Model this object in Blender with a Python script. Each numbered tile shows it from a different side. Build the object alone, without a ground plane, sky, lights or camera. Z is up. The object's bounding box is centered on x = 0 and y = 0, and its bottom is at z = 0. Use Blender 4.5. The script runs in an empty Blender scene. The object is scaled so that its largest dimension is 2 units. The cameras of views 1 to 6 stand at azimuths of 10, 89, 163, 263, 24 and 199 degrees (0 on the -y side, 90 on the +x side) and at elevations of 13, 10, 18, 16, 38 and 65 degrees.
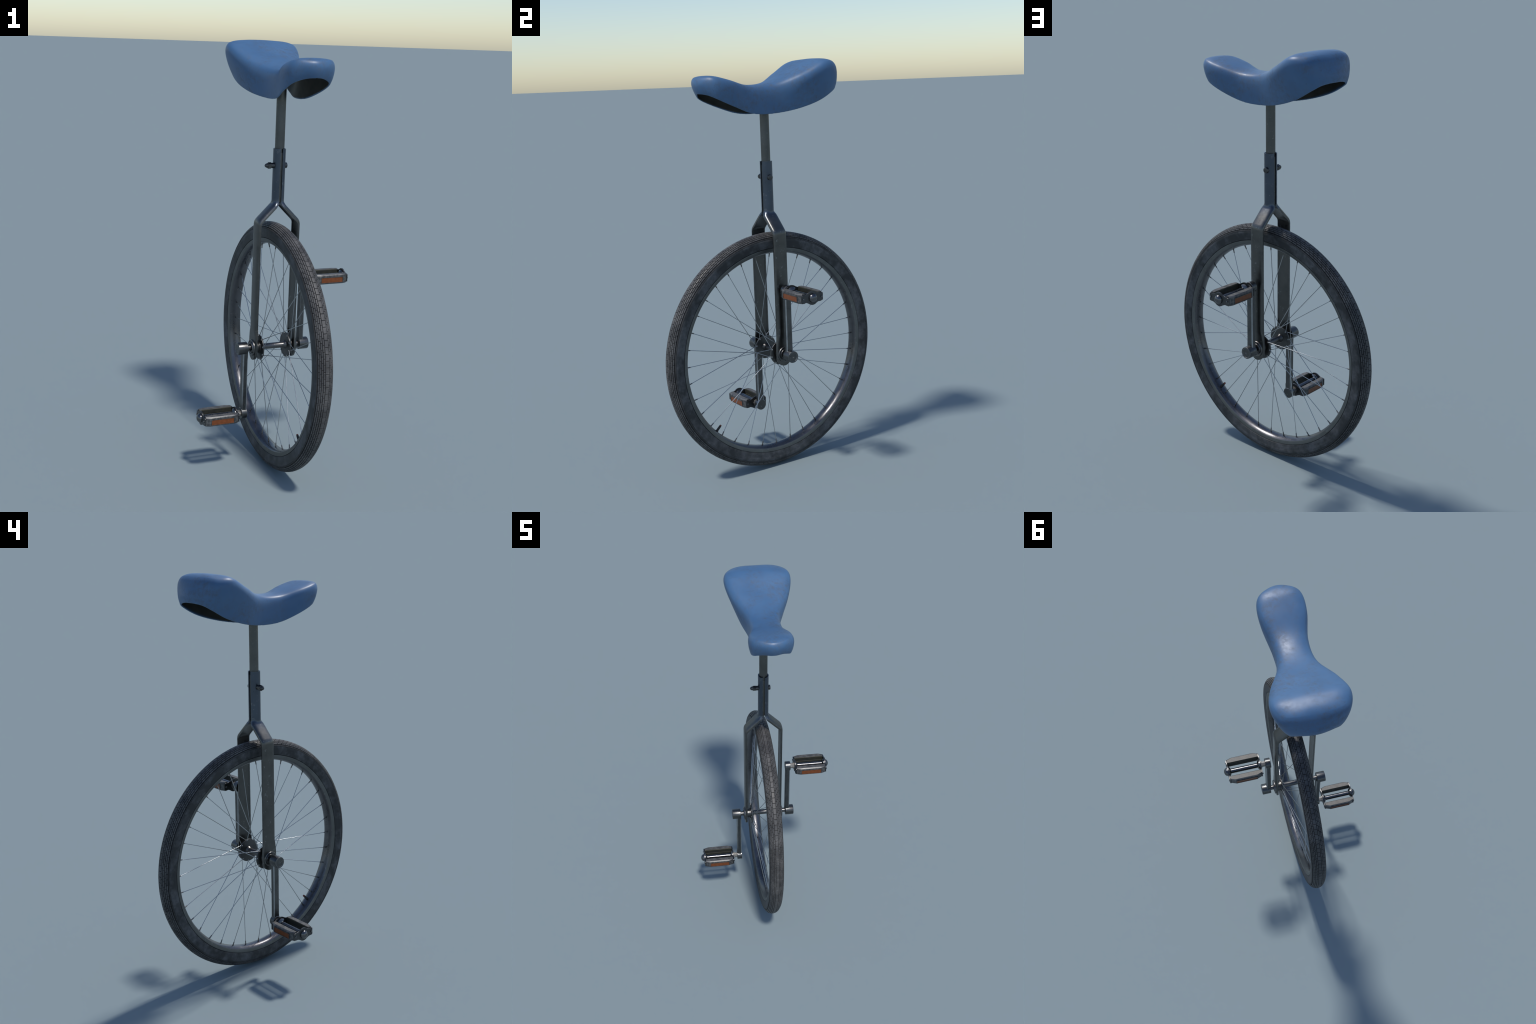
import bpy, bmesh, math, random
import numpy as np
from mathutils import Vector, Matrix

random.seed(7)
TAU = math.tau
YAW = math.radians(32.0)      # the axle is turned 32 degrees from +x
ZC = 0.591                    # axle height = wheel radius
R = 0.5905                    # outer tyre radius

# ------------------------------------------------------------------ materials
class NT:
    """tiny helper around a material's node tree"""
    def __init__(self, name):
        self.m = bpy.data.materials.new(name)
        self.m.use_nodes = True
        self.t = self.m.node_tree
        self.b = self.t.nodes["Principled BSDF"]
        self.co = self.t.nodes.new("ShaderNodeTexCoord").outputs["Object"]
    def n(self, kind, **ins):
        nd = self.t.nodes.new("ShaderNode" + kind)
        for k, v in ins.items():
            if k in nd.inputs.keys():
                self.put(nd.inputs[k], v)
            else:
                setattr(nd, k, v)
        return nd
    def put(self, sock, v):
        if hasattr(v, "is_output"):
            self.t.links.new(v, sock)
        else:
            sock.default_value = v
    def noise(self, scale, detail=5, rough=.6, stretch=None, dist=0.0):
        co = self.co
        if stretch:
            mp = self.n("Mapping"); self.put(mp.inputs["Vector"], co); mp.inputs["Scale"].default_value = stretch
            co = mp.outputs[0]
        nd = self.n("TexNoise"); self.put(nd.inputs["Vector"], co)
        nd.inputs["Scale"].default_value = scale; nd.inputs["Detail"].default_value = detail
        nd.inputs["Roughness"].default_value = rough; nd.inputs["Distortion"].default_value = dist
        return nd.outputs["Fac"]
    def ramp(self, fac, lo, hi, a=0.0, b=1.0):
        nd = self.n("MapRange"); self.put(nd.inputs["Value"], fac)
        for k, v in zip(("From Min", "From Max", "To Min", "To Max"), (lo, hi, a, b)):
            nd.inputs[k].default_value = v
        return nd.outputs["Result"]
    def math(self, op, a, b=0.0):
        nd = self.n("Math"); nd.operation = op
        self.put(nd.inputs[0], a); self.put(nd.inputs[1], b)
        return nd.outputs[0]
    def mix(self, fac, a, b):
        nd = self.n("Mix"); nd.data_type = "RGBA"
        self.put(nd.inputs[0], fac)
        for s, v in ((nd.inputs[6], a), (nd.inputs[7], b)):
            self.put(s, v if hasattr(v, "is_output") else (*v, 1.0))
        return nd.outputs[2]
    def bump(self, height, strength=.3, dist=.002):
        nd = self.n("Bump"); self.put(nd.inputs["Height"], height)
        nd.inputs["Strength"].default_value = strength; nd.inputs["Distance"].default_value = dist
        self.t.links.new(nd.outputs[0], self.b.inputs["Normal"])
    def edge(self, radius=.003, lo=.995, hi=.9):
        """mask of worn edges: rounded normal against the true one"""
        bv = self.n("Bevel"); bv.samples = 6; bv.inputs["Radius"].default_value = radius
        ge = self.n("NewGeometry")
        d = self.n("VectorMath"); d.operation = "DOT_PRODUCT"
        self.t.links.new(bv.outputs[0], d.inputs[0]); self.t.links.new(ge.outputs["Normal"], d.inputs[1])
        return self.ramp(d.outputs["Value"], lo, hi)
    def out(self, color=None, rough=None, metal=None, spec=None, coat=None):
        for key, v in (("Base Color", color), ("Roughness", rough), ("Metallic", metal), ("Specular IOR Level", spec), ("Coat Weight", coat)):
            if v is None: continue
            if key == "Base Color" and not hasattr(v, "is_output"): v = (*v, 1.0)
            self.put(self.b.inputs[key], v)
        return self.m

def metal(name, base, worn, rough=.3, spread=.12, patch=9.0, wear=.7, edge=.003, tint=None):
    k = NT(name)
    big = k.ramp(k.noise(patch, 6, .65), .35, .7)
    fine = k.noise(160, 3, .7)
    speck = k.ramp(k.noise(60, 5, .75), .61, .70)
    dark = tuple(c * .72 for c in base)
    col = k.mix(big, dark, base)
    if tint:                     # bluer colour above height tint[0]
        sep = k.n("SeparateXYZ"); k.put(sep.inputs[0], k.co)
        col = k.mix(k.ramp(sep.outputs["Z"], tint[0], tint[1]), col, k.mix(big, tuple(c * .85 for c in tint[2]), tint[2]))
    col = k.mix(k.math("MULTIPLY", speck, .75), col, worn)
    if edge:
        e = k.math("MULTIPLY", k.edge(edge), k.ramp(k.noise(45, 4, .7), .35, .6))
        col = k.mix(k.math("MULTIPLY", e, wear), col, worn)
    ro = k.math("ADD", k.ramp(big, 0, 1, rough, rough + spread), k.ramp(fine, .3, .7, -.04, .06))
    ro = k.math("ADD", ro, k.math("MULTIPLY", speck, .12))
    k.bump(k.math("ADD", fine, k.math("MULTIPLY", speck, .8)), .08, .0006)
    return k.out(col, ro, 1.0)

M_FRAME = metal("worn_dark_steel", (.140, .140, .136), (.30, .31, .32), .28, .14, tint=(1.24, 1.29, (.098, .118, .150)))
M_POST = metal("dull_grey_steel", (.152, .155, .148), (.26, .26, .25), .44, .1, wear=.5)
M_CRANK = metal("scuffed_crank_steel", (.135, .137, .138), (.36, .37, .38), .28, .12, 14, .9)
M_FLANGE = metal("flange_dull_steel", (.115, .115, .115), (.32, .32, .32), .36, .14, 20, .7)
M_EDGE = metal("bright_edge_steel", (.40, .42, .44), (.16, .16, .16), .3, .12, 30, 0, 0)
M_HUB = metal("hub_steel", (.16, .158, .158), (.4, .4, .4), .28, .14, 18, .7)
M_BED = metal("rim_bed_steel", (.15, .15, .16), (.30, .26, .24), .24, .16, 12, 0, 0)
M_WALL = metal("rim_wall_steel", (.18, .185, .182), (.34, .36, .36), .46, .12, 10, 0, 0)
M_SPOKE = metal("spoke_steel", (.46, .48, .50), (.5, .5, .5), .27, .1, 8, 0, 0)
M_NIPPLE = metal("nipple_brass_dulled", (.19, .185, .18), (.25, .22, .2), .4, .1, 40, .4)
M_CHROME = metal("pedal_chrome", (.17, .17, .175), (.36, .36, .36), .19, .12, 20, .6, .002)
M_CAGE = metal("pedal_cage_steel", (.105, .107, .11), (.24, .24, .24), .34, .14, 24, .6, .002)
M_STUB = metal("spindle_flat_steel", (.42, .40, .37), (.5, .48, .45), .45, .1, 40, .4)
M_BOLT = metal("bolt_steel", (.11, .11, .11), (.3, .29, .28), .34, .12, 60, .7, .002)

def seat_material():
    k = NT("blue_saddle_vinyl")
    soft = k.ramp(k.noise(7, 4, .6), .3, .7)
    col = k.mix(soft, (.046, .114, .232), (.060, .138, .268))
    zone = k.ramp(k.noise(6.5, 3, .6, dist=.4), .38, .58)
    grime = k.ramp(k.noise(48, 7, .74, dist=.3), .42, .70)
    stain = k.math("MULTIPLY", zone, grime)
    col = k.mix(k.math("MULTIPLY", stain, .72), col, (.070, .085, .11))
    flecks = k.ramp(k.noise(120, 4, .75), .66, .76)
    col = k.mix(k.math("MULTIPLY", flecks, .35), col, (.03, .06, .10))
    # short dry scratches
    scr = k.ramp(k.noise(14, 3, .5, (1.0, 9.0, 3.0), 1.2), .675, .70)
    col = k.mix(k.math("MULTIPLY", scr, .4), col, (.045, .075, .13))
    ro = k.math("ADD", k.ramp(soft, 0, 1, .40, .48), k.math("MULTIPLY", stain, .14))
    h = k.math("ADD", k.math("MULTIPLY", k.noise(220, 3, .6), .25), k.math("MULTIPLY", scr, -.6))
    h = k.math("ADD", h, k.math("MULTIPLY", k.noise(22, 5, .6), .35))
    k.bump(h, .10, .003)
    return k.out(col, ro, 0.0, .5)

def lining_material():
    k = NT("black_seat_shell")
    col = k.mix(k.ramp(k.noise(20, 5, .65), .3, .7), (.036, .038, .036), (.064, .062, .056))
    # blue at the lip, blending to black further into the hollow
    sep = k.n("SeparateXYZ"); k.put(sep.inputs[0], k.co)
    yy = k.math("POWER", k.math("ADD", sep.outputs["Y"], .02), 2.0)
    lip = k.math("MULTIPLY", yy, .89)
    d = k.math("SUBTRACT", k.math("SUBTRACT", sep.outputs["Z"], 1.75), lip)
    d = k.math("ADD", d, k.math("MULTIPLY", k.noise(30, 4, .6), .007))
    fade = k.n("MapRange"); fade.interpolation_type = "SMOOTHSTEP"; k.put(fade.inputs["Value"], d)
    fade.inputs["From Min"].default_value = -.006; fade.inputs["From Max"].default_value = .013
    col = k.mix(fade.outputs["Result"], (.035, .085, .165), col)
    return k.out(col, .65, 0.0, .35)

def rubber_material(name, dark, light, scale, rough=.68, bump=.12):
    k = NT(name)
    blot = k.ramp(k.noise(scale, 5, .62), .42, .62)
    blot2 = k.ramp(k.noise(scale * 4.3, 4, .7), .35, .7)
    col = k.mix(k.math("MULTIPLY", blot, k.ramp(blot2, 0, 1, .55, 1.0)), dark, light)
    k.bump(k.noise(260, 3, .7), bump, .0008)
    return k.out(col, k.ramp(blot, 0, 1, rough - .06, rough + .1), 0.0, .4)

M_SEAT, M_LINING = seat_material(), lining_material()
M_TYRE = rubber_material("tyre_sidewall_rubber", (.024, .025, .027), (.100, .101, .107), 15, .58)
M_GROOVE = rubber_material("tyre_groove_rubber", (.010, .010, .011), (.020, .020, .021), 20, .85)
M_TREAD = rubber_material("tyre_tread_rubber", (.050, .049, .050), (.108, .106, .106), 16, .54)
M_BLOCK = rubber_material("pedal_rubber_tread", (.070, .069, .067), (.165, .162, .156), 45, .54)
M_BLOCK.node_tree.nodes["Principled BSDF"].inputs["Metallic"].default_value = .4
M_BLOCKSIDE = rubber_material("pedal_rubber_side", (.016, .017, .014), (.034, .033, .020), 30, .6)
M_VALVE = rubber_material("valve_rubber", (.016, .016, .016), (.03, .03, .03), 40)
M_FACE = rubber_material("pedal_face_plate", (.075, .077, .080), (.19, .19, .19), 60, .42)
M_FACE.node_tree.nodes["Principled BSDF"].inputs["Metallic"].default_value = .6

def reflector_material():
    k = NT("orange_reflector")
    fl = k.ramp(k.noise(60, 5, .7), .35, .65)
    col = k.mix(fl, (.125, .035, .006), (.185, .050, .013))
    dust = k.ramp(k.noise(30, 4, .7), .52, .7)
    col = k.mix(k.math("MULTIPLY", dust, .4), col, (.18, .085, .055))
    v = k.n("TexVoronoi"); k.put(v.inputs["Vector"], k.co); v.inputs["Scale"].default_value = 380
    k.bump(v.outputs["Distance"], .25, .0005)
    return k.out(col, .32, 0.0, .5)
M_REFL = reflector_material()
kv = NT("valve_cap_red"); M_CAP = kv.out((.16, .04, .02), .5, 0.0)

# ------------------------------------------------------------------ mesh helpers
ROOT = bpy.data.objects.new("unicycle", None)
bpy.context.scene.collection.objects.link(ROOT)
ROOT.rotation_euler = (0, 0, YAW)
ROOT["label"] = "worn unicycle with blue saddle and dark steel frame"
ROOT["category"] = "unicycle"

def obj(name, me, parent=ROOT, kind=None):
    o = bpy.data.objects.new(name, me)
    bpy.context.scene.collection.objects.link(o)
    o.parent = parent
    if kind: o["kind"] = kind
    return o

def finish(bm, name, mats, angle=35, merge=1e-6):
    if merge: bmesh.ops.remove_doubles(bm, verts=bm.verts, dist=merge)
    bmesh.ops.recalc_face_normals(bm, faces=bm.faces)
    me = bpy.data.meshes.new(name)
    bm.to_mesh(me); bm.free()
    for m in mats: me.materials.append(m)
    me.shade_smooth()
    me.set_sharp_from_angle(angle=math.radians(angle))
    return me

def lathe(bm, prof, n=48, mat=0, axis="x", closed=False, cy=0.0, cz=ZC, mats=None):
    """spin (x, r) pairs about the axle direction"""
    rows = []
    for x, r in prof:
        ring = []
        for i in range(n):
            a = TAU * i / n
            ring.append(bm.verts.new((x, cy + r * math.sin(a), cz - r * math.cos(a))))
        rows.append(ring)
    m = len(rows)
    for j in range(m if closed else m - 1):
        A, B = rows[j], rows[(j + 1) % m]
        for i in range(n):
            f = bm.faces.new((A[i], A[(i + 1) % n], B[(i + 1) % n], B[i]))
            f.material_index = mats[j] if mats else mat
    return rows

def grid(bm, P, mat=0, wrap=False):
    V = [[bm.verts.new(p) for p in row] for row in P]
    for j in range(len(V) - 1):
        nn = len(V[j])
        for i in range(nn if wrap else nn - 1):
            bm.faces.new((V[j][i], V[j][(i + 1) % nn], V[j + 1][(i + 1) % nn], V[j + 1][i])).material_index = mat
    return V

def mirror_x(prof): return [(-x, r) for x, r in prof]

def extrude_x(bm, outline, x0, x1, bevel=0.0, mat=0):
    """prism of a (y, z) outline from x0 to x1"""
    a = [bm.verts.new((x0, y, z)) for y, z in outline]
    b = [bm.verts.new((x1, y, z)) for y, z in outline]
    n = len(a)
    fs = [bm.faces.new(a), bm.faces.new(b)]
    for i in range(n):
        fs.append(bm.faces.new((a[i], a[(i + 1) % n], b[(i + 1) % n], b[i])))
    for f in fs: f.material_index = mat
    if bevel:
        es = list({e for f in fs[:2] for e in f.edges})
        bmesh.ops.bevel(bm, geom=es, offset=bevel, segments=2, profile=.5, affect="EDGES", clamp_overlap=True)

# ------------------------------------------------------------------ saddle
# half outline from nose (0) to tail (1): shoulder corner, lower lip, fillet, side bulge
SX = [0, .0675, .1135, .1135, .0845, .0965, .1670, .2020, .1815, .1085, 0]
SY = [-.3992, -.3775, -.3240, -.2327, -.1105, .0165, .14, .2424, .318, .3510, .3515]
SZ = [1.935, 1.933, 1.9315, 1.9095, 1.8795, 1.8885, 1.9380, 1.9890, 1.9925, 2.0003, 2.0035]
LX = [0, .0517, .0911, .0937, .0755, .0757, .1032, .1204, .1159, .0741, 0]
LY = [-.358, -.3343, -.2972, -.2137, -.1057, .0092, .1303, .2438, .3303, .3566, .3709]
LZ = [1.8559, 1.8489, 1.8281, 1.7928, 1.7572, 1.7524, 1.77, 1.8045, 1.8503, 1.871, 1.8779]
FR = [.0793, .0711, .0584, .0344, .0320, .0433, .0502, .0680, .085, .0796, .0673]
BU = [.002, .003, .004, .004, .004, .002, .002, .001, .005, .011, .012]
CROWN = .005

def spline(c, u, odd=False):
    c = np.asarray(c, float); K = len(c)
    x = u * (K - 1); i = np.clip(np.floor(x).astype(int), 0, K - 2); f = x - i
    s = -1 if odd else 1
    c = np.concatenate([s * c[1:2], c, s * c[-2:-1]]); i = i + 1
    p0, p1, p2, p3 = c[i - 1], c[i], c[i + 1], c[i + 2]
    return .5 * (2 * p1 + (p2 - p0) * f + (2 * p0 - 5 * p1 + 4 * p2 - p3) * f ** 2 + (3 * p1 - p0 - 3 * p2 + p3) * f ** 3)

def saddle_rows(nu=121):
    u = np.linspace(0, 1, nu)
    T = np.stack([spline(SX, u, True), spline(SY, u), spline(SZ, u)], 1)
    B = np.stack([spline(LX, u, True), spline(LY, u), spline(LZ, u)], 1)
    fr = np.clip(spline(FR, u), .01, .09)[:, None]; bu = spline(BU, u)[:, None]
    yc = np.clip(T[:, 1], SY[0] + .10, SY[-1] - .10)
    o = np.argsort(T[:, 1]); zc = np.interp(yc, T[o, 1], T[o, 2])
    C = np.stack([0 * yc, yc, zc + CROWN], 1)
    d1, d2 = C - T, B - T
    l1, l2 = np.linalg.norm(d1, axis=1)[:, None], np.linalg.norm(d2, axis=1)[:, None]
    a = T + d1 / l1 * np.minimum(fr, l1 * .95); b = T + d2 / l2 * np.minimum(fr, l2 * .9)
    out = T - C; out[:, 2] = 0; out /= np.linalg.norm(out, axis=1)[:, None] + 1e-9
    rows = [C * (1 - f) + a * f for f in np.linspace(0, 1, 7)[:-1]]
    rows += [(1 - f) ** 2 * a + 2 * f * (1 - f) * T + f * f * b for f in np.linspace(0, 1, 10)]
    rows += [b * (1 - f) + B * f + out * bu * 4 * f * (1 - f) for f in np.linspace(.1, 1, 9)]
    # even out each rib of the cover and soften the joint of shoulder and side
    A = np.stack(rows, 1); nr = 30
    seg = np.concatenate([np.zeros((nu, 1)), np.cumsum(np.linalg.norm(np.diff(A, axis=1), axis=2), 1)], 1)
    E = np.empty((nu, nr, 3))
    for q in range(nu):
        t = np.linspace(0, seg[q, -1], nr)
        for d in range(3): E[q, :, d] = np.interp(t, seg[q], A[q, :, d])
    for _ in range(12):
        E[:, 1:-1] += .5 * (.5 * (E[:, :-2] + E[:, 2:]) - E[:, 1:-1])
    return [E[:, k] for k in range(nr)], out

def lip_height(y): return 1.75 + .95 * (y + .02) ** 2

def fair(co, edges, weight, rounds=40, lam=.5, mu=-.51):
    """Taubin smoothing, so creases go and the volume stays"""
    n = len(co); i, j = edges[:, 0], edges[:, 1]
    deg = np.bincount(i, minlength=n) + np.bincount(j, minlength=n)
    for _ in range(rounds):
        for f in (lam, mu):
            acc = np.stack([np.bincount(i, co[j, k], n) + np.bincount(j, co[i, k], n) for k in range(3)], 1)
            co = co + (acc / deg[:, None] - co) * (f * weight)[:, None]
    return co

def build_saddle():
    rows, out = saddle_rows()
    def loop(row):                       # half -> closed ring
        return np.concatenate([row, row[1:-1][::-1] * [-1, 1, 1]])
    O = np.concatenate([out, out[1:-1][::-1] * [-1, 1, 1]])
    L = [loop(r) for r in rows]
    lip, nr = L[-1], len(rows)
    L += [lip - O * .0016 + [0, 0, -.0020], lip - O * .005 + [0, 0, -.0024], lip - O * .0085 + [0, 0, .0005]]
    for k in range(nr - 2, -1, -1):      # the hollow follows the cover from inside
        L.append(L[k] - O * .0090 - np.array([0, 0, .014 * min(1, (nr - 1 - k) / 9)]))
    bm = bmesh.new()
    grid(bm, [r.tolist() for r in L], 0, True)
    bmesh.ops.remove_doubles(bm, verts=bm.verts, dist=4e-4)
    bmesh.ops.recalc_face_normals(bm, faces=bm.faces)
    me = bpy.data.meshes.new("saddle_solid"); bm.to_mesh(me); bm.free()
    tmp = bpy.data.objects.new("saddle_solid", me)
    bpy.context.scene.collection.objects.link(tmp)
    md = tmp.modifiers.new("even", "REMESH"); md.mode = "VOXEL"; md.voxel_size = .0028
    me2 = bpy.data.meshes.new_from_object(tmp.evaluated_get(bpy.context.evaluated_depsgraph_get()))
    bpy.data.objects.remove(tmp)
    n = len(me2.vertices)
    co = np.empty(n * 3, np.float32); me2.vertices.foreach_get("co", co); co = co.reshape(-1, 3).astype(float)
    ed = np.empty(len(me2.edges) * 2, np.int32); me2.edges.foreach_get("vertices", ed); ed = ed.reshape(-1, 2)
    h = np.clip((co[:, 2] - lip_height(co[:, 1]) - .006) / .02, 0, 1)
    co = fair(co, ed, np.ones(n), 24, .5, -.53)
    co = fair(co, ed, h, 90, .5, -.505)
    co = fair(co, ed, h, 24, .5, 0.0)
    me2.vertices.foreach_set("co", co.ravel()); me2.update()
    nz = np.array([v.normal.z for v in me2.vertices])
    top = np.clip((nz - .80) / .15, 0, 1) * (co[:, 2] > 1.86)
    sm = fair(co, ed, top, 160, .5, 0.0)
    co[:, 2] = sm[:, 2]
    co[:, 2] += .0045 * np.clip((co[:, 2] - lip_height(co[:, 1]) - .02) / .06, 0, 1)
    me2.vertices.foreach_set("co", co.ravel()); me2.update()
    me2.vertices.foreach_get("co", (buf := np.empty(n * 3, np.float32)))
    nrm = np.array([v.normal[:] for v in me2.vertices])
    # which faces belong to the hollow: those nearer to its skin than to the cover's
    from mathutils.bvhtree import BVHTree
    def skin(rings):
        m = len(rings[0]); pts = [tuple(p) for r in rings for p in r]
        return BVHTree.FromPolygons(pts, [(j * m + i, j * m + (i + 1) % m, (j + 1) * m + (i + 1) % m, (j + 1) * m + i)
                                          for j in range(len(rings) - 1) for i in range(m)])
    cover, hollow = skin(L[:nr + 2]), skin(L[nr + 2:])
    inner = []
    for p in me2.polygons:
        do, nd = cover.find_nearest(p.center)[3], cover.find_nearest(p.center)[1]
        di = hollow.find_nearest(p.center)[3]
        inner.append((di < do) + 2 * (p.normal.dot(nd) > 0))
    agree = sum((v & 1) == (0 if v & 2 else 1) for v in inner) * 2 > len(inner)
    inner = [(not v & 2) if agree else bool(v & 2) for v in inner]
    inner = [t and hollow.find_nearest(p.center)[3] < .006 for t, p in zip(inner, me2.polygons)]
    for _ in range(4):                   # drop stray flips
        link = {}
        for k, p in enumerate(me2.polygons):
            for e in p.edge_keys: link.setdefault(e, []).append(k)
        new = []
        for k, p in enumerate(me2.polygons):
            nb = [inner[q] for e in p.edge_keys for q in link[e] if q != k]
            new.append(sum(nb) * 2 > len(nb) if sum(nb) * 2 != len(nb) else inner[k])
        inner = new
    # keep one connected patch as the hollow
    seen, best = set(), []
    for k0 in range(len(inner)):
        if not inner[k0] or k0 in seen: continue
        stack, grp = [k0], []; seen.add(k0)
        while stack:
            k = stack.pop(); grp.append(k)
            for e in me2.polygons[k].edge_keys:
                for q in link[e]:
                    if inner[q] and q not in seen: seen.add(q); stack.append(q)
        if len(grp) > len(best): best = grp
    keep = set(best); inner = [k in keep for k in range(len(inner))]
    def part(flag, name, mat, parent):
        bm = bmesh.new(); bm.from_mesh(me2); bm.faces.ensure_lookup_table()
        bmesh.ops.delete(bm, geom=[f for f, t in zip(bm.faces, inner) if t != flag], context="FACES")
        m = bpy.data.meshes.new(name); bm.to_mesh(m); bm.free()
        m.materials.clear(); m.materials.append(mat); m.shade_smooth()
        key = {tuple(np.round(c, 6)): k for k, c in enumerate(buf.reshape(-1, 3))}
        m.normals_split_custom_set_from_vertices([nrm[key[tuple(np.round(np.array(v.co[:], np.float32), 6))]] for v in m.vertices])
        return obj(name, m, parent)
    seat = part(False, "saddle", M_SEAT, ROOT)
    part(True, "saddle_shell", M_LINING, seat)

build_saddle()

# ------------------------------------------------------------------ seat post (rounded bar)
def rounded_rect(hx, hy, r, n=5):
    pts = []
    for cx, cy, a0 in ((hx - r, hy - r, 0), (-hx + r, hy - r, 90), (-hx + r, -hy + r, 180), (hx - r, -hy + r, 270)):
        for i in range(n + 1):
            a = math.radians(a0 + 90 * i / n)
            pts.append((cx + r * math.cos(a), cy + r * math.sin(a)))
    return pts

bm = bmesh.new()
sec = [(.0217 * math.cos(TAU * i / 48), .0217 * math.sin(TAU * i / 48)) for i in range(48)]
V = grid(bm, [[(x * k, y * k, z) for x, y in sec] for z, k in ((1.284, 1.08), (1.2855, 1.115), (1.508, 1.115), (1.5095, 1.0), (1.60, 1), (1.76, 1), (1.875, 1))], 0, True)
bm.faces.new(V[0]); bm.faces.new(V[-1])
obj("seat_post", finish(bm, "seat_post", [M_POST], 40))

# saddle mounting plate inside the hollow
bm = bmesh.new()
sec = rounded_rect(.045, .075, .012)
V = grid(bm, [[(x, y - .01, z) for x, y in sec] for z in (1.832, 1.838)], 0, True)
bm.faces.new(V[0]); bm.faces.new(V[-1])
obj("mounting_plate", finish(bm, "mounting_plate", [M_POST], 40))

# ------------------------------------------------------------------ fork: two pressed blades
def blade_path():
    """(x, z) of the section centre from the collar top down to the end eye"""
    top, bend1, bend2, end = (.017, 1.5255), (.017, 1.272), (.0983, 1.1907), (.0983, .700)
    pts = [(top[0], z) for z in np.linspace(1.5255, 1.300, 9)]
    def corner(p, d0, d1, r):
        p, d0, d1 = np.array(p), np.array(d0), np.array(d1)
        a, b = p - d0 * r, p + d1 * r
        return [tuple((1 - t) ** 2 * a + 2 * t * (1 - t) * p + t * t * b) for t in np.linspace(0, 1, 7)]
    s = math.sqrt(.5)
    pts += corner(bend1, (0, -1), (s, -s), .016)
    pts += corner(bend2, (s, -s), (0, -1), .015)
    pts += [(end[0], z) for z in np.linspace(1.14, .700, 10)]
    pts += [(end[0], z) for z in np.linspace(.685, .585, 11)]
    a = np.linspace(0, math.pi / 2, 10)[1:]
    pts += [(end[0], EZ - EYE * math.sin(t)) for t in a]
    return np.array(pts)

EYE = .0425
EZ = .5745

def smooth01(t): t = min(max(t, 0), 1); return t * t * (3 - 2 * t)

def build_blade():
    P = blade_path(); n = len(P)
    tan = np.gradient(P, axis=0); tan /= np.linalg.norm(tan, axis=1)[:, None]
    rows_o = []; rows_i = []
    ts = np.linspace(-1, 1, 25)
    th = .0042
    for k in range(n):
        (x, z), (tx, tz) = P[k], tan[k]
        nx, nz = -tz, tx                       # outward normal in the x-z plane
        w = smooth01((1.288 - z) / .026)       # collar half-tube -> channel
        half = .0278 * (1 - w) + .0372 * w
        low = smooth01((1.205 - z) / .03)
        dep = .0222 * (1 - w) + (.0195 - .0048 * low) * w
        ex = 2.0 * (1 - w) + 3.0 * w
        gap = 0.0
        f = smooth01((.690 - z) / .055)        # channel -> flat eye plate
        dep = dep * (1 - f) + .0105 * f
        ex = ex * (1 - f) + 9.0 * f
        sh = 0.0
        if z <= EZ: half = math.sqrt(max(EYE ** 2 - (EZ - z) ** 2, 1e-7))
        else:
            half += (EYE - half) * smooth01((.690 - z) / .08)
        def pt(t, hb, d, off, ex=ex):
            a = t * math.pi / 2
            y = hb * math.copysign(abs(math.sin(a)) ** (2 / ex), math.sin(a))
            q = d * abs(math.cos(a)) ** (2 / ex) - dep / 2 + sh + off
            return (x + nx * q, y, z + nz * q)
        rows_o.append([pt(t, half, dep, 0) for t in ts])
        hi = max(half - th, .0004)
        rows_i.append([pt(t, hi, max(dep - th - (dep * .45) * w * (1 - f), .0008), 0, ex * (1 - w) + (2.0 if f < .5 else ex) * w) for t in ts])
    bm = bmesh.new()
    loops = [o + i[::-1] for o, i in zip(rows_o, rows_i)]
    V = grid(bm, loops, 0, True)
    m = len(ts)
    for row in (V[0], V[-1]):                  # close the ends between outer and inner skin
        for i in range(m - 1):
            bm.faces.new((row[i], row[i + 1], row[2 * m - 2 - i], row[2 * m - 1 - i]))
    # back plate of the eye
    return finish(bm, "fork_blade", [M_FRAME], 38, 1e-5)

blade = build_blade()
b1 = obj("fork_blade", blade)
b2 = obj("fork_blade", blade); b2.rotation_euler = (0, 0, math.pi)

def cyl_x(bm, prof, n=24, z=0, y=0, hexa=False, mat=0):
    return lathe(bm, prof, 6 if hexa else n, mat, cy=y, cz=z)

# clamp bolt through the collar
ZB = 1.4484
bm = bmesh.new()
cyl_x(bm, [(-.026, 0), (-.026, .0125), (-.0395, .0125), (-.0400, .0120), (-.0400, .0)], 24, ZB)
hexp = [(-.0400, 0), (-.0400, .0135), (-.0408, .0148), (-.0545, .0148), (-.0555, .0135), (-.0555, .0)]
cyl_x(bm, hexp, 6, ZB, hexa=True)
cyl_x(bm, [(-.0552, .0105), (-.060, .0102), (-.0645, .0088), (-.068, .006), (-.0700, .003), (-.0706, 0)], 24, ZB)
obj("clamp_nut", finish(bm, "clamp_nut", [M_BOLT], 35))
bm = bmesh.new()
cyl_x(bm, [(.025, 0), (.025, .0135), (.0345, .0135), (.0365, .0125), (.0375, .010), (.0380, .006), (.0381, 0)], 28, ZB)
obj("clamp_bolt", finish(bm, "clamp_bolt", [M_BOLT], 35))
bm = bmesh.new()
cyl_x(bm, [(-.03, 0), (-.03, .005), (.03, .005), (.03, 0)], 16, ZB)
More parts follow.
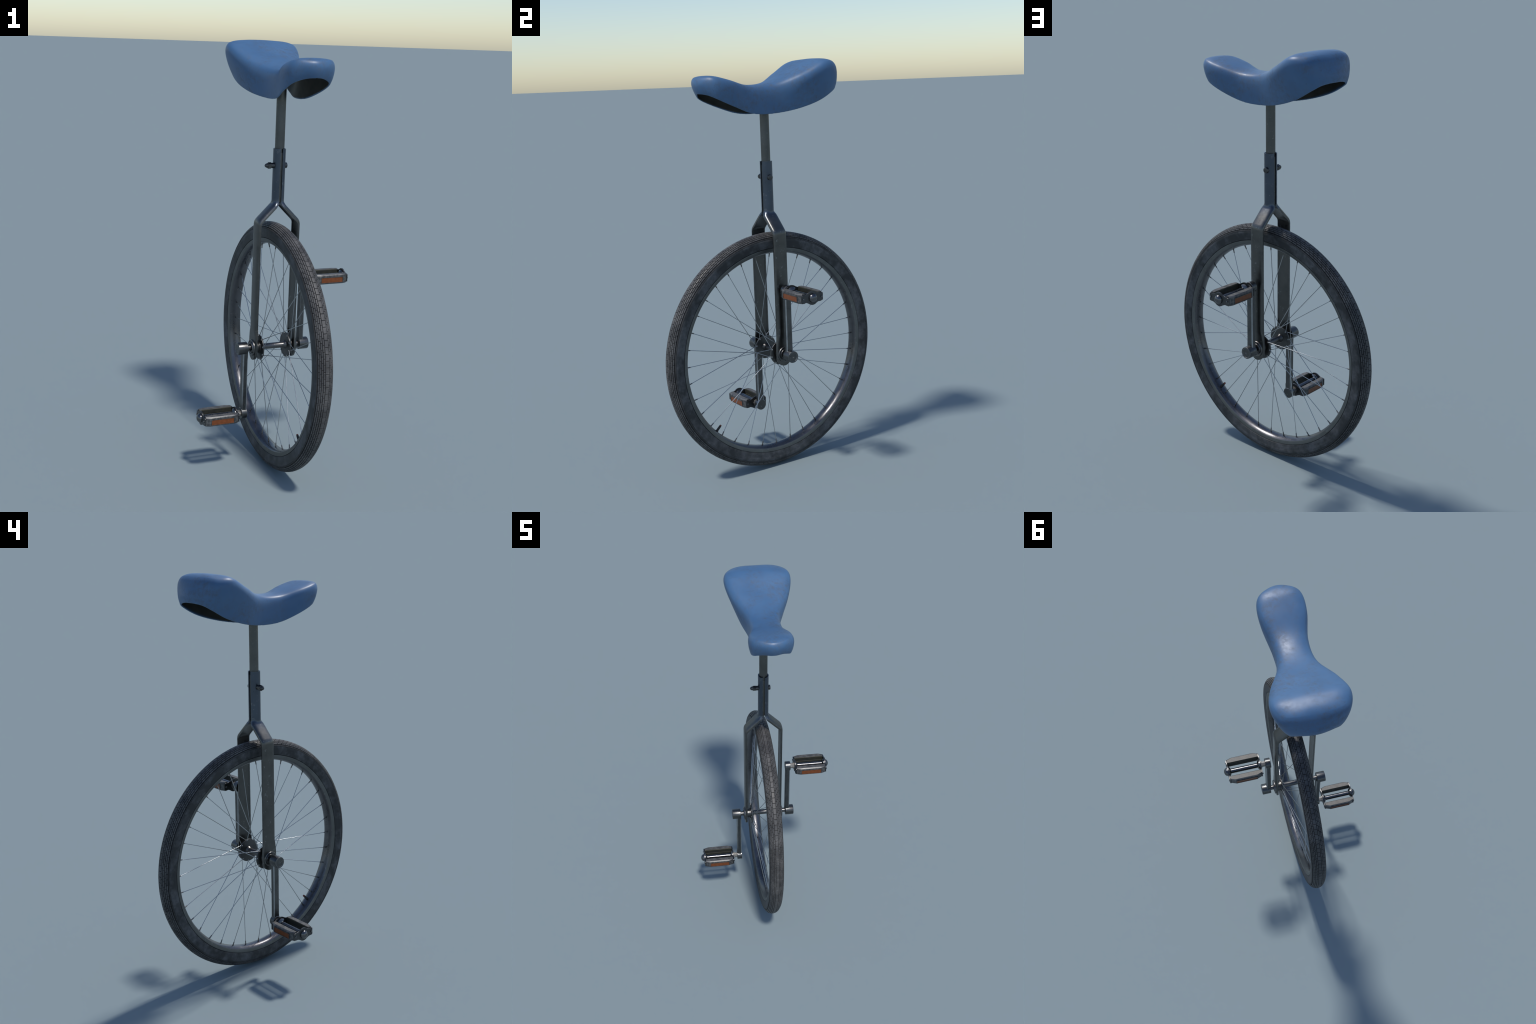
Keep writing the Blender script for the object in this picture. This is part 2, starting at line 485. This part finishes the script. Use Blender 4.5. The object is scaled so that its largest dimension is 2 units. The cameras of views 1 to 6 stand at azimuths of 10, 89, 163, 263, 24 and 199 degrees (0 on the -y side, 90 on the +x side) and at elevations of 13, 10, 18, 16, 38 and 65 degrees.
obj("clamp_shank", finish(bm, "clamp_shank", [M_BOLT], 35))

# ------------------------------------------------------------------ tyre
def tyre_profile():
    """right half, bead to crown: (x, r)"""
    pts = [(.0290, .5125), (.0318, .5158), (.0350, .5172), (.0363, .5245), (.0375, .5335)]
    # smooth flank, then two moulded ribs, then the carcass under the tread
    c, w = .5515, .0388
    for a in np.linspace(-14, 12, 9):
        t = math.radians(a); pts.append((w * math.cos(t), c + w * math.sin(t)))
    def on(a, h): t = math.radians(a); return ((w + h) * math.cos(t), c + (w + h) * math.sin(t))
    for a0, a1 in ((13.6, 16.8), (18.4, 21.6)):
        pts += [on(a0 - .5, -.0026), on(a0 + .2, .0005), on((a0 + a1) / 2, .0009), on(a1 - .2, .0005), on(a1 + .5, -.0026)]
    for a in np.linspace(23.4, 90, 14): pts.append(on(a, -.0036))
    return pts

half = tyre_profile()
prof = half + [(-x, r) for x, r in half[::-1][1:]]
nh = 13
def band(j):                             # flank, dark groove or rib top for profile segment j
    j = min(j, len(prof) - 2 - j) - nh
    if j < 0: return 0
    return 2 if j in (2, 3, 7, 8) else 1
mats = [band(j) for j in range(len(prof) - 1)]
bm = bmesh.new()
lathe(bm, prof, 240, mats=mats)
tyre = obj("tyre", finish(bm, "tyre", [M_TYRE, M_GROOVE, M_TREAD], 50))

# tread: a wide centre row and narrow staggered rows, every block with its own edges
def build_tread():
    bm = bmesh.new()
    c, w = .5515, .0388
    N = 130
    rows = [(0.0, .0160)]
    pos = .0160 / 2 + .0022
    for k in range(4):
        ww = (.0064, .0064, .0063, .0062)[k]
        rows.append((pos + ww / 2, ww)); pos += ww + .0024
    rnd = random.Random(3)
    def P(s, th, h):
        a = s / w
        rr = c + (w + h) * math.cos(a)
        return ((w + h) * math.sin(a), rr * math.sin(th), ZC - rr * math.cos(th))
    for s0, ww in rows:
        for sg in ((1,) if s0 == 0 else (1, -1)):
            idx = [r[0] for r in rows].index(s0)
            ph = .5 * (idx % 2) + (.0 if sg > 0 else .0) + .17 * idx
            for i in range(N):
                t0 = TAU * (i + ph) / N
                dt = TAU / N * (.5 - .040 + rnd.uniform(-.008, .008))
                hh = rnd.uniform(-.0001, .0001)
                ws = ww / 2
                lo = []; hi = []
                m = .0008
                s = sg * s0
                nsub = 3 if s0 == 0 else 2
                L = [(-1 + 2 * q / nsub) for q in range(nsub + 1)]
                ring0 = [(s + e * ws, t0 - dt) for e in L] + [(s + e * ws, t0 + dt) for e in L[::-1]]
                k0 = 1 - m / ws; k1 = 1 - m / (dt * R)
                ring1 = [(s + e * ws * k0, t0 - dt * k1) for e in L] + [(s + e * ws * k0, t0 + dt * k1) for e in L[::-1]]
                A = [bm.verts.new(P(a, b, -.0042)) for a, b in ring0]
                B = [bm.verts.new(P(a, b, -.0004 + hh)) for a, b in ring0]
                C = [bm.verts.new(P(a, b, .0001 + hh)) for a, b in ring1]
                n = len(A)
                for U, V in ((A, B), (B, C)):
                    for q in range(n):
                        bm.faces.new((U[q], U[(q + 1) % n], V[(q + 1) % n], V[q]))
                for q in range(nsub):
                    bm.faces.new((C[q], C[q + 1], C[n - 2 - q], C[n - 1 - q]))
    return finish(bm, "tyre_tread", [M_TREAD], 30, 0)

obj("tyre_tread", build_tread(), tyre, "stuff")

# ------------------------------------------------------------------ rim
hb = [(0, .4862), (.007, .4866), (.014, .4880), (.020, .4904), (.0248, .4932), (.0278, .4955), (.0290, .4966)]
hw = [(.0298, .4974), (.0341, .5125), (.0338, .5140), (.0322, .5146), (.028, .5100)]
rp = [(-x, r) for x, r in hw[::-1]] + [(-x, r) for x, r in hb[::-1]] + hb[1:] + hw
mats = []
for j in range(len(rp) - 1):
    xm = (abs(rp[j][0]) + abs(rp[j + 1][0])) / 2; rm = (rp[j][1] + rp[j + 1][1]) / 2
    mats.append(1 if rm > .4968 else 0)
bm = bmesh.new()
lathe(bm, rp, 240, mats=mats)
rim = obj("rim", finish(bm, "rim", [M_BED, M_WALL], 28))

# ------------------------------------------------------------------ hub
bm = bmesh.new()
lathe(bm, [(-.0655, .0215), (-.0620, .0205), (-.0560, .0158), (-.050, .0142), (.050, .0142), (.0560, .0158), (.0620, .0205), (.0655, .0215)], 40)
for sg in (1, -1):
    fl = [(.0645, .014), (.0645, .0575), (.0652, .0592), (.0664, .0598), (.0690, .0598), (.0702, .0592), (.0708, .0575), (.0708, .014)]
    hs = [(.0700, .0310), (.0770, .0310), (.0785, .0295), (.0785, .026), (.086, .026), (.093, .026), (.093, .012)]
    ax = [(.09, .0128), (.1335, .0128)]
    cap = [(.1000, .0385), (.1070, .0385), (.1092, .0372), (.1100, .0355), (.1092, .0335), (.1065, .0322), (.1060, .0280),
           (.1085, .0262), (.1120, .0250), (.1128, .0225), (.1120, .0190), (.1075, .0178), (.1070, .0126)]
    for q, pr in enumerate((fl, hs, ax, cap)):
        lathe(bm, [(x * sg, r) for x, r in pr], 48, 1 if q == 0 else 0)
hub = obj("hub", finish(bm, "hub", [M_HUB, M_FLANGE], 32))

# spokes: 18 a side, crossed; heads seated in the flanges
DLEAD, DTRAIL = math.radians(38), math.radians(-25)
RH, XH, RN = .0545, .0675, .4855
def wheel_pt(x, r, a): return Vector((x, r * math.sin(a), ZC - r * math.cos(a)))

bm = bmesh.new()
bmesh.ops.create_cone(bm, segments=8, radius1=.0016, radius2=.0016, depth=1.0, cap_ends=True)
bmesh.ops.translate(bm, verts=bm.verts, vec=(0, 0, .5))
spoke_me = finish(bm, "spoke", [M_SPOKE], 50)
bm = bmesh.new()
rr = [(0, .0), (0, .0036), (.003, .0038), (.005, .0030), (.0175, .0028), (.0195, .0022), (.0195, 0)]
ring = [[(r * math.cos(TAU * i / 8), r * math.sin(TAU * i / 8), h) for i in range(8)] for h, r in rr]
grid(bm, ring, 0, True)
nip_me = finish(bm, "spoke_nipple", [M_NIPPLE], 40)
heads = bmesh.new()
for i in range(36):
    a = math.radians(10 * i)
    side = 1 if i % 2 else -1
    lead = (i % 4) in (1, 2)
    h = a + (DLEAD if lead else DTRAIL)
    xo = XH + (.0035 if lead else -.0035)
    p1 = wheel_pt(0, RN, a); p0 = wheel_pt(side * xo, RH, h)
    d = p1 - p0
    rot = d.to_track_quat("Z", "Y")
    o = obj("spoke", spoke_me, rim)
    o.matrix_local = Matrix.Translation(p0) @ rot.to_matrix().to_4x4() @ Matrix.Diagonal((1, 1, d.length, 1))
    o = obj("spoke_nipple", nip_me, rim)
    # nipple stands on the rim bed and points along the spoke
    q = (-d).to_track_quat("Z", "Y")
    o.matrix_local = Matrix.Translation(p1 + d.normalized() * .001) @ q.to_matrix().to_4x4()
    # round spoke head on the other face of the flange
    hx = side * (XH - .0035 if lead else XH + .0035)
    c = wheel_pt(hx, RH, h)
    bmesh.ops.create_uvsphere(heads, u_segments=8, v_segments=6, radius=.0033,
                              matrix=Matrix.Translation(c) @ Matrix.Diagonal((.7, 1, 1, 1)))
    c = wheel_pt(side * xo, RH, h)
    bmesh.ops.create_uvsphere(heads, u_segments=8, v_segments=6, radius=.0022, matrix=Matrix.Translation(c))
obj("spoke_heads", finish(heads, "spoke_heads", [M_SPOKE], 60), hub, "stuff")

# valve stem between two spokes
bm = bmesh.new()
prof = [(0, 0), (0, .0075), (.003, .0078), (.005, .0060), (.0300, .0056), (.0310, .0052), (.0310, .0)]
cap = [(.0308, 0), (.0308, .0050), (.0355, .0048), (.0363, .0040), (.0363, 0)]
for pr, mi in ((prof, 0), (cap, 1)):
    grid(bm, [[(r * math.cos(TAU * i / 16), r * math.sin(TAU * i / 16), h) for i in range(16)] for h, r in pr], mi, True)
va = math.radians(315.3)
vo = obj("valve_stem", finish(bm, "valve_stem", [M_VALVE, M_CAP], 40), rim)
inward = (wheel_pt(0, 0, 0) - wheel_pt(0, 1, va)).normalized()
vo.matrix_local = Matrix.Translation(wheel_pt(0, .4870, va)) @ inward.to_track_quat("Z", "Y").to_matrix().to_4x4()

# ------------------------------------------------------------------ cranks (one up, one down)
CL = .322
def build_crank():
    """arm in local frame: hub boss at origin, arm along +z, outer side +x"""
    bm = bmesh.new()
    hw, x0, x1, ch = .0176, .1280, .1525, .0044
    def sec(z, w, a, b, c):
        return [(a, -w + c, z), (a + c, -w, z), (b - c, -w, z), (b, -w + c, z), (b, w - c, z), (b - c, w, z), (a + c, w, z), (a, w - c, z)]
    zs = [(.012, 1.06), (.05, 1.0), (.14, .985), (.24, .98), (.285, 1.0), (CL - .012, 1.04)]
    V = grid(bm, [sec(z, hw * k, x0, x1, ch) for z, k in zs], 0, True)
    for j in range(len(V) - 1):              # pale bright chamfers
        for i in (0, 2, 4, 6):
            vs = {V[j][i], V[j][i + 1], V[j + 1][i], V[j + 1][i + 1]}
            for f in V[j][i].link_faces:
                if set(f.verts) == vs: f.material_index = 1
    bm.faces.new(V[0]); bm.faces.new(V[-1])
    # pedal eye
    lathe(bm, [(.1262, 0), (.1262, .0252), (.1278, .0268), (.1525, .0268), (.1541, .0252), (.1541, 0)], 36, cz=CL)
    # boss that takes the axle, with a dished end face and a small centre bolt
    lathe(bm, [(.1310, 0), (.1310, .0272), (.1325, .0290), (.1752, .0290), (.1772, .0282), (.1780, .0262), (.1780, .0225), (.1768, .0215),
               (.1768, .0050), (.1752, .0040), (.1752, 0)], 44, cz=0)
    return finish(bm, "crank", [M_CRANK, M_EDGE], 34)
crank_me = build_crank()
cr1 = obj("crank", crank_me); cr1.location = (0, 0, ZC)
cr2 = obj("crank", crank_me)
cr2.matrix_local = Matrix.Translation((0, 0, ZC)) @ Matrix.Rotation(math.pi, 4, "Y")

# ------------------------------------------------------------------ pedals
def plate_outline(n=14):
    """cage end plate: round eye in the middle, arms to both sides (y, z)"""
    top = []
    r, arm, ye = .0330, .0186, .0605
    y1 = math.sqrt(r * r - (arm + .004) ** 2)
    a1 = math.atan2(arm + .004, y1)
    for i in range(n + 1):
        a = a1 + (math.pi - 2 * a1) * i / n
        top.append((r * math.cos(a), r * math.sin(a)))
    left = [(-y1 - .006, arm + .0012), (-y1 - .013, arm), (-ye + .012, arm), (-ye + .003, arm - .0005), (-ye, arm - .0035)]
    right = [(-y, z) for y, z in left[::-1]]
    up = right + top + left
    return up + [(-y, -z) for y, z in up]

def build_pedal():
    bm = bmesh.new()
    out = plate_outline()
    extrude_x(bm, out, .3465, .3525, .0012, 0)
    extrude_x(bm, out, .1770, .1830, .0012, 0)
    for v in bm.verts:                       # arms hug the clipped block corners
        k = max(0, abs(v.co.y) - .050) / .014
        v.co.x += (-.0045 if v.co.x > .26 else .0045) * k * k
    # tube, collars, dome cap, spindle stub
    lathe(bm, [(.1830, .0128), (.3470, .0128)], 32, 1, cz=0)
    for x0, d in ((.1830, 1), (.3465, -1)):
        lathe(bm, [(x0, .0258), (x0 + d * .0035, .0255), (x0 + d * .0065, .0228), (x0 + d * .0105, .0180), (x0 + d * .0125, .0126)], 36, 1, cz=0)
    lathe(bm, [(.3520, .0215), (.3545, .0215), (.3580, .0208), (.3620, .0188), (.3660, .0150), (.3690, .0100), (.3703, .0050), (.3707, 0)], 32, 1, cz=0)
    lathe(bm, [(.1510, .0150), (.1690, .0150), (.1700, .0175), (.1775, .0180)], 8, 2, cz=0)
    # rivets that hold the rubber blocks
    for s in (1, -1):
        for x0, d in ((.3525, 1), (.1770, -1)):
            lathe(bm, [(x0, .0046), (x0 + d * .0018, .0042), (x0 + d * .0030, .0026), (x0 + d * .0034, 0)], 14, 1, cy=s * .0510, cz=0)
    return finish(bm, "pedal", [M_CAGE, M_CHROME, M_STUB], 36)

def build_block():
    """rubber tread block at +y: bevelled bar with clipped outer corners and a seam on its inner face"""
    bm = bmesh.new()
    xa, xb = .1845, .3450
    def sec(x, yo):
        yi, h, c = .0360, .0230, .0050
        return [(x, yi, -h + .003), (x, yi, -.0025), (x, yi + .0012, -.0012), (x, yi + .0012, .0012), (x, yi, .0025), (x, yi, h - .003), (x, yi + .003, h),
                (x, yo - c, h), (x, yo, h - c), (x, yo, -h + c), (x, yo - c, -h), (x, yi + .003, -h)]
    st = [(xa, .0575), (xa + .003, .0590), (.2050, .0655), (.2090, .0662), (.3205, .0662), (.3245, .0655), (xb - .003, .0590), (xb, .0575)]
    V = grid(bm, [sec(x, yo) for x, yo in st], 0, True)
    bm.faces.new(V[0]); bm.faces.new(V[-1])
    me = finish(bm, "pedal_block", [M_BLOCK, M_BLOCKSIDE, M_FACE], 25)
    for p in me.polygons:
        n = p.normal
        if n.y < -.5: p.material_index = 1
        elif n.y > .35: p.material_index = 2
    return me

def build_reflector():
    bm = bmesh.new()
    def box(x0, x1, y0, y1, z0, z1, b, mi):
        bb = bmesh.ops.create_cube(bm, size=1.0)
        for v in bb["verts"]:
            v.co = Vector(((x0 + x1) / 2 + v.co.x * (x1 - x0), (y0 + y1) / 2 + v.co.y * (y1 - y0), (z0 + z1) / 2 + v.co.z * (z1 - z0)))
        for f in {f for v in bb["verts"] for f in v.link_faces}: f.material_index = mi
        return bb
    x0, x1, z0, z1 = .2090, .3190, -.0150, .0092
    # frame bars standing proud round the orange lens
    y0, y1 = .0655, .0684
    t = .0022
    box(x0 - t, x1 + t, y0, y1, z1, z1 + t, 0, 1); box(x0 - t, x1 + t, y0, y1, z0 - t, z0, 0, 1)
    box(x0 - t, x0, y0, y1, z0, z1, 0, 1); box(x1, x1 + t, y0, y1, z0, z1, 0, 1)
    box(x0 + .0002, x1 - .0002, .0650, .0672, z0 + .0002, z1 - .0002, 0, 0)
    return finish(bm, "reflector", [M_REFL, M_FACE], 30, 0)

pedal_me, block_me, refl_me = build_pedal(), build_block(), build_reflector()
for sg in (1, -1):
    p = obj("pedal", pedal_me)
    p.location = (0, 0, ZC + sg * CL)
    if sg < 0: p.rotation_euler = (0, 0, math.pi)
    for s in (1, -1):
        M = Matrix.Identity(4) if s > 0 else Matrix.Translation((.5295, 0, 0)) @ Matrix.Rotation(math.pi, 4, "Z")
        o = obj("pedal_block", block_me, p); o.matrix_local = M
        o = obj("reflector", refl_me, p); o.matrix_local = M
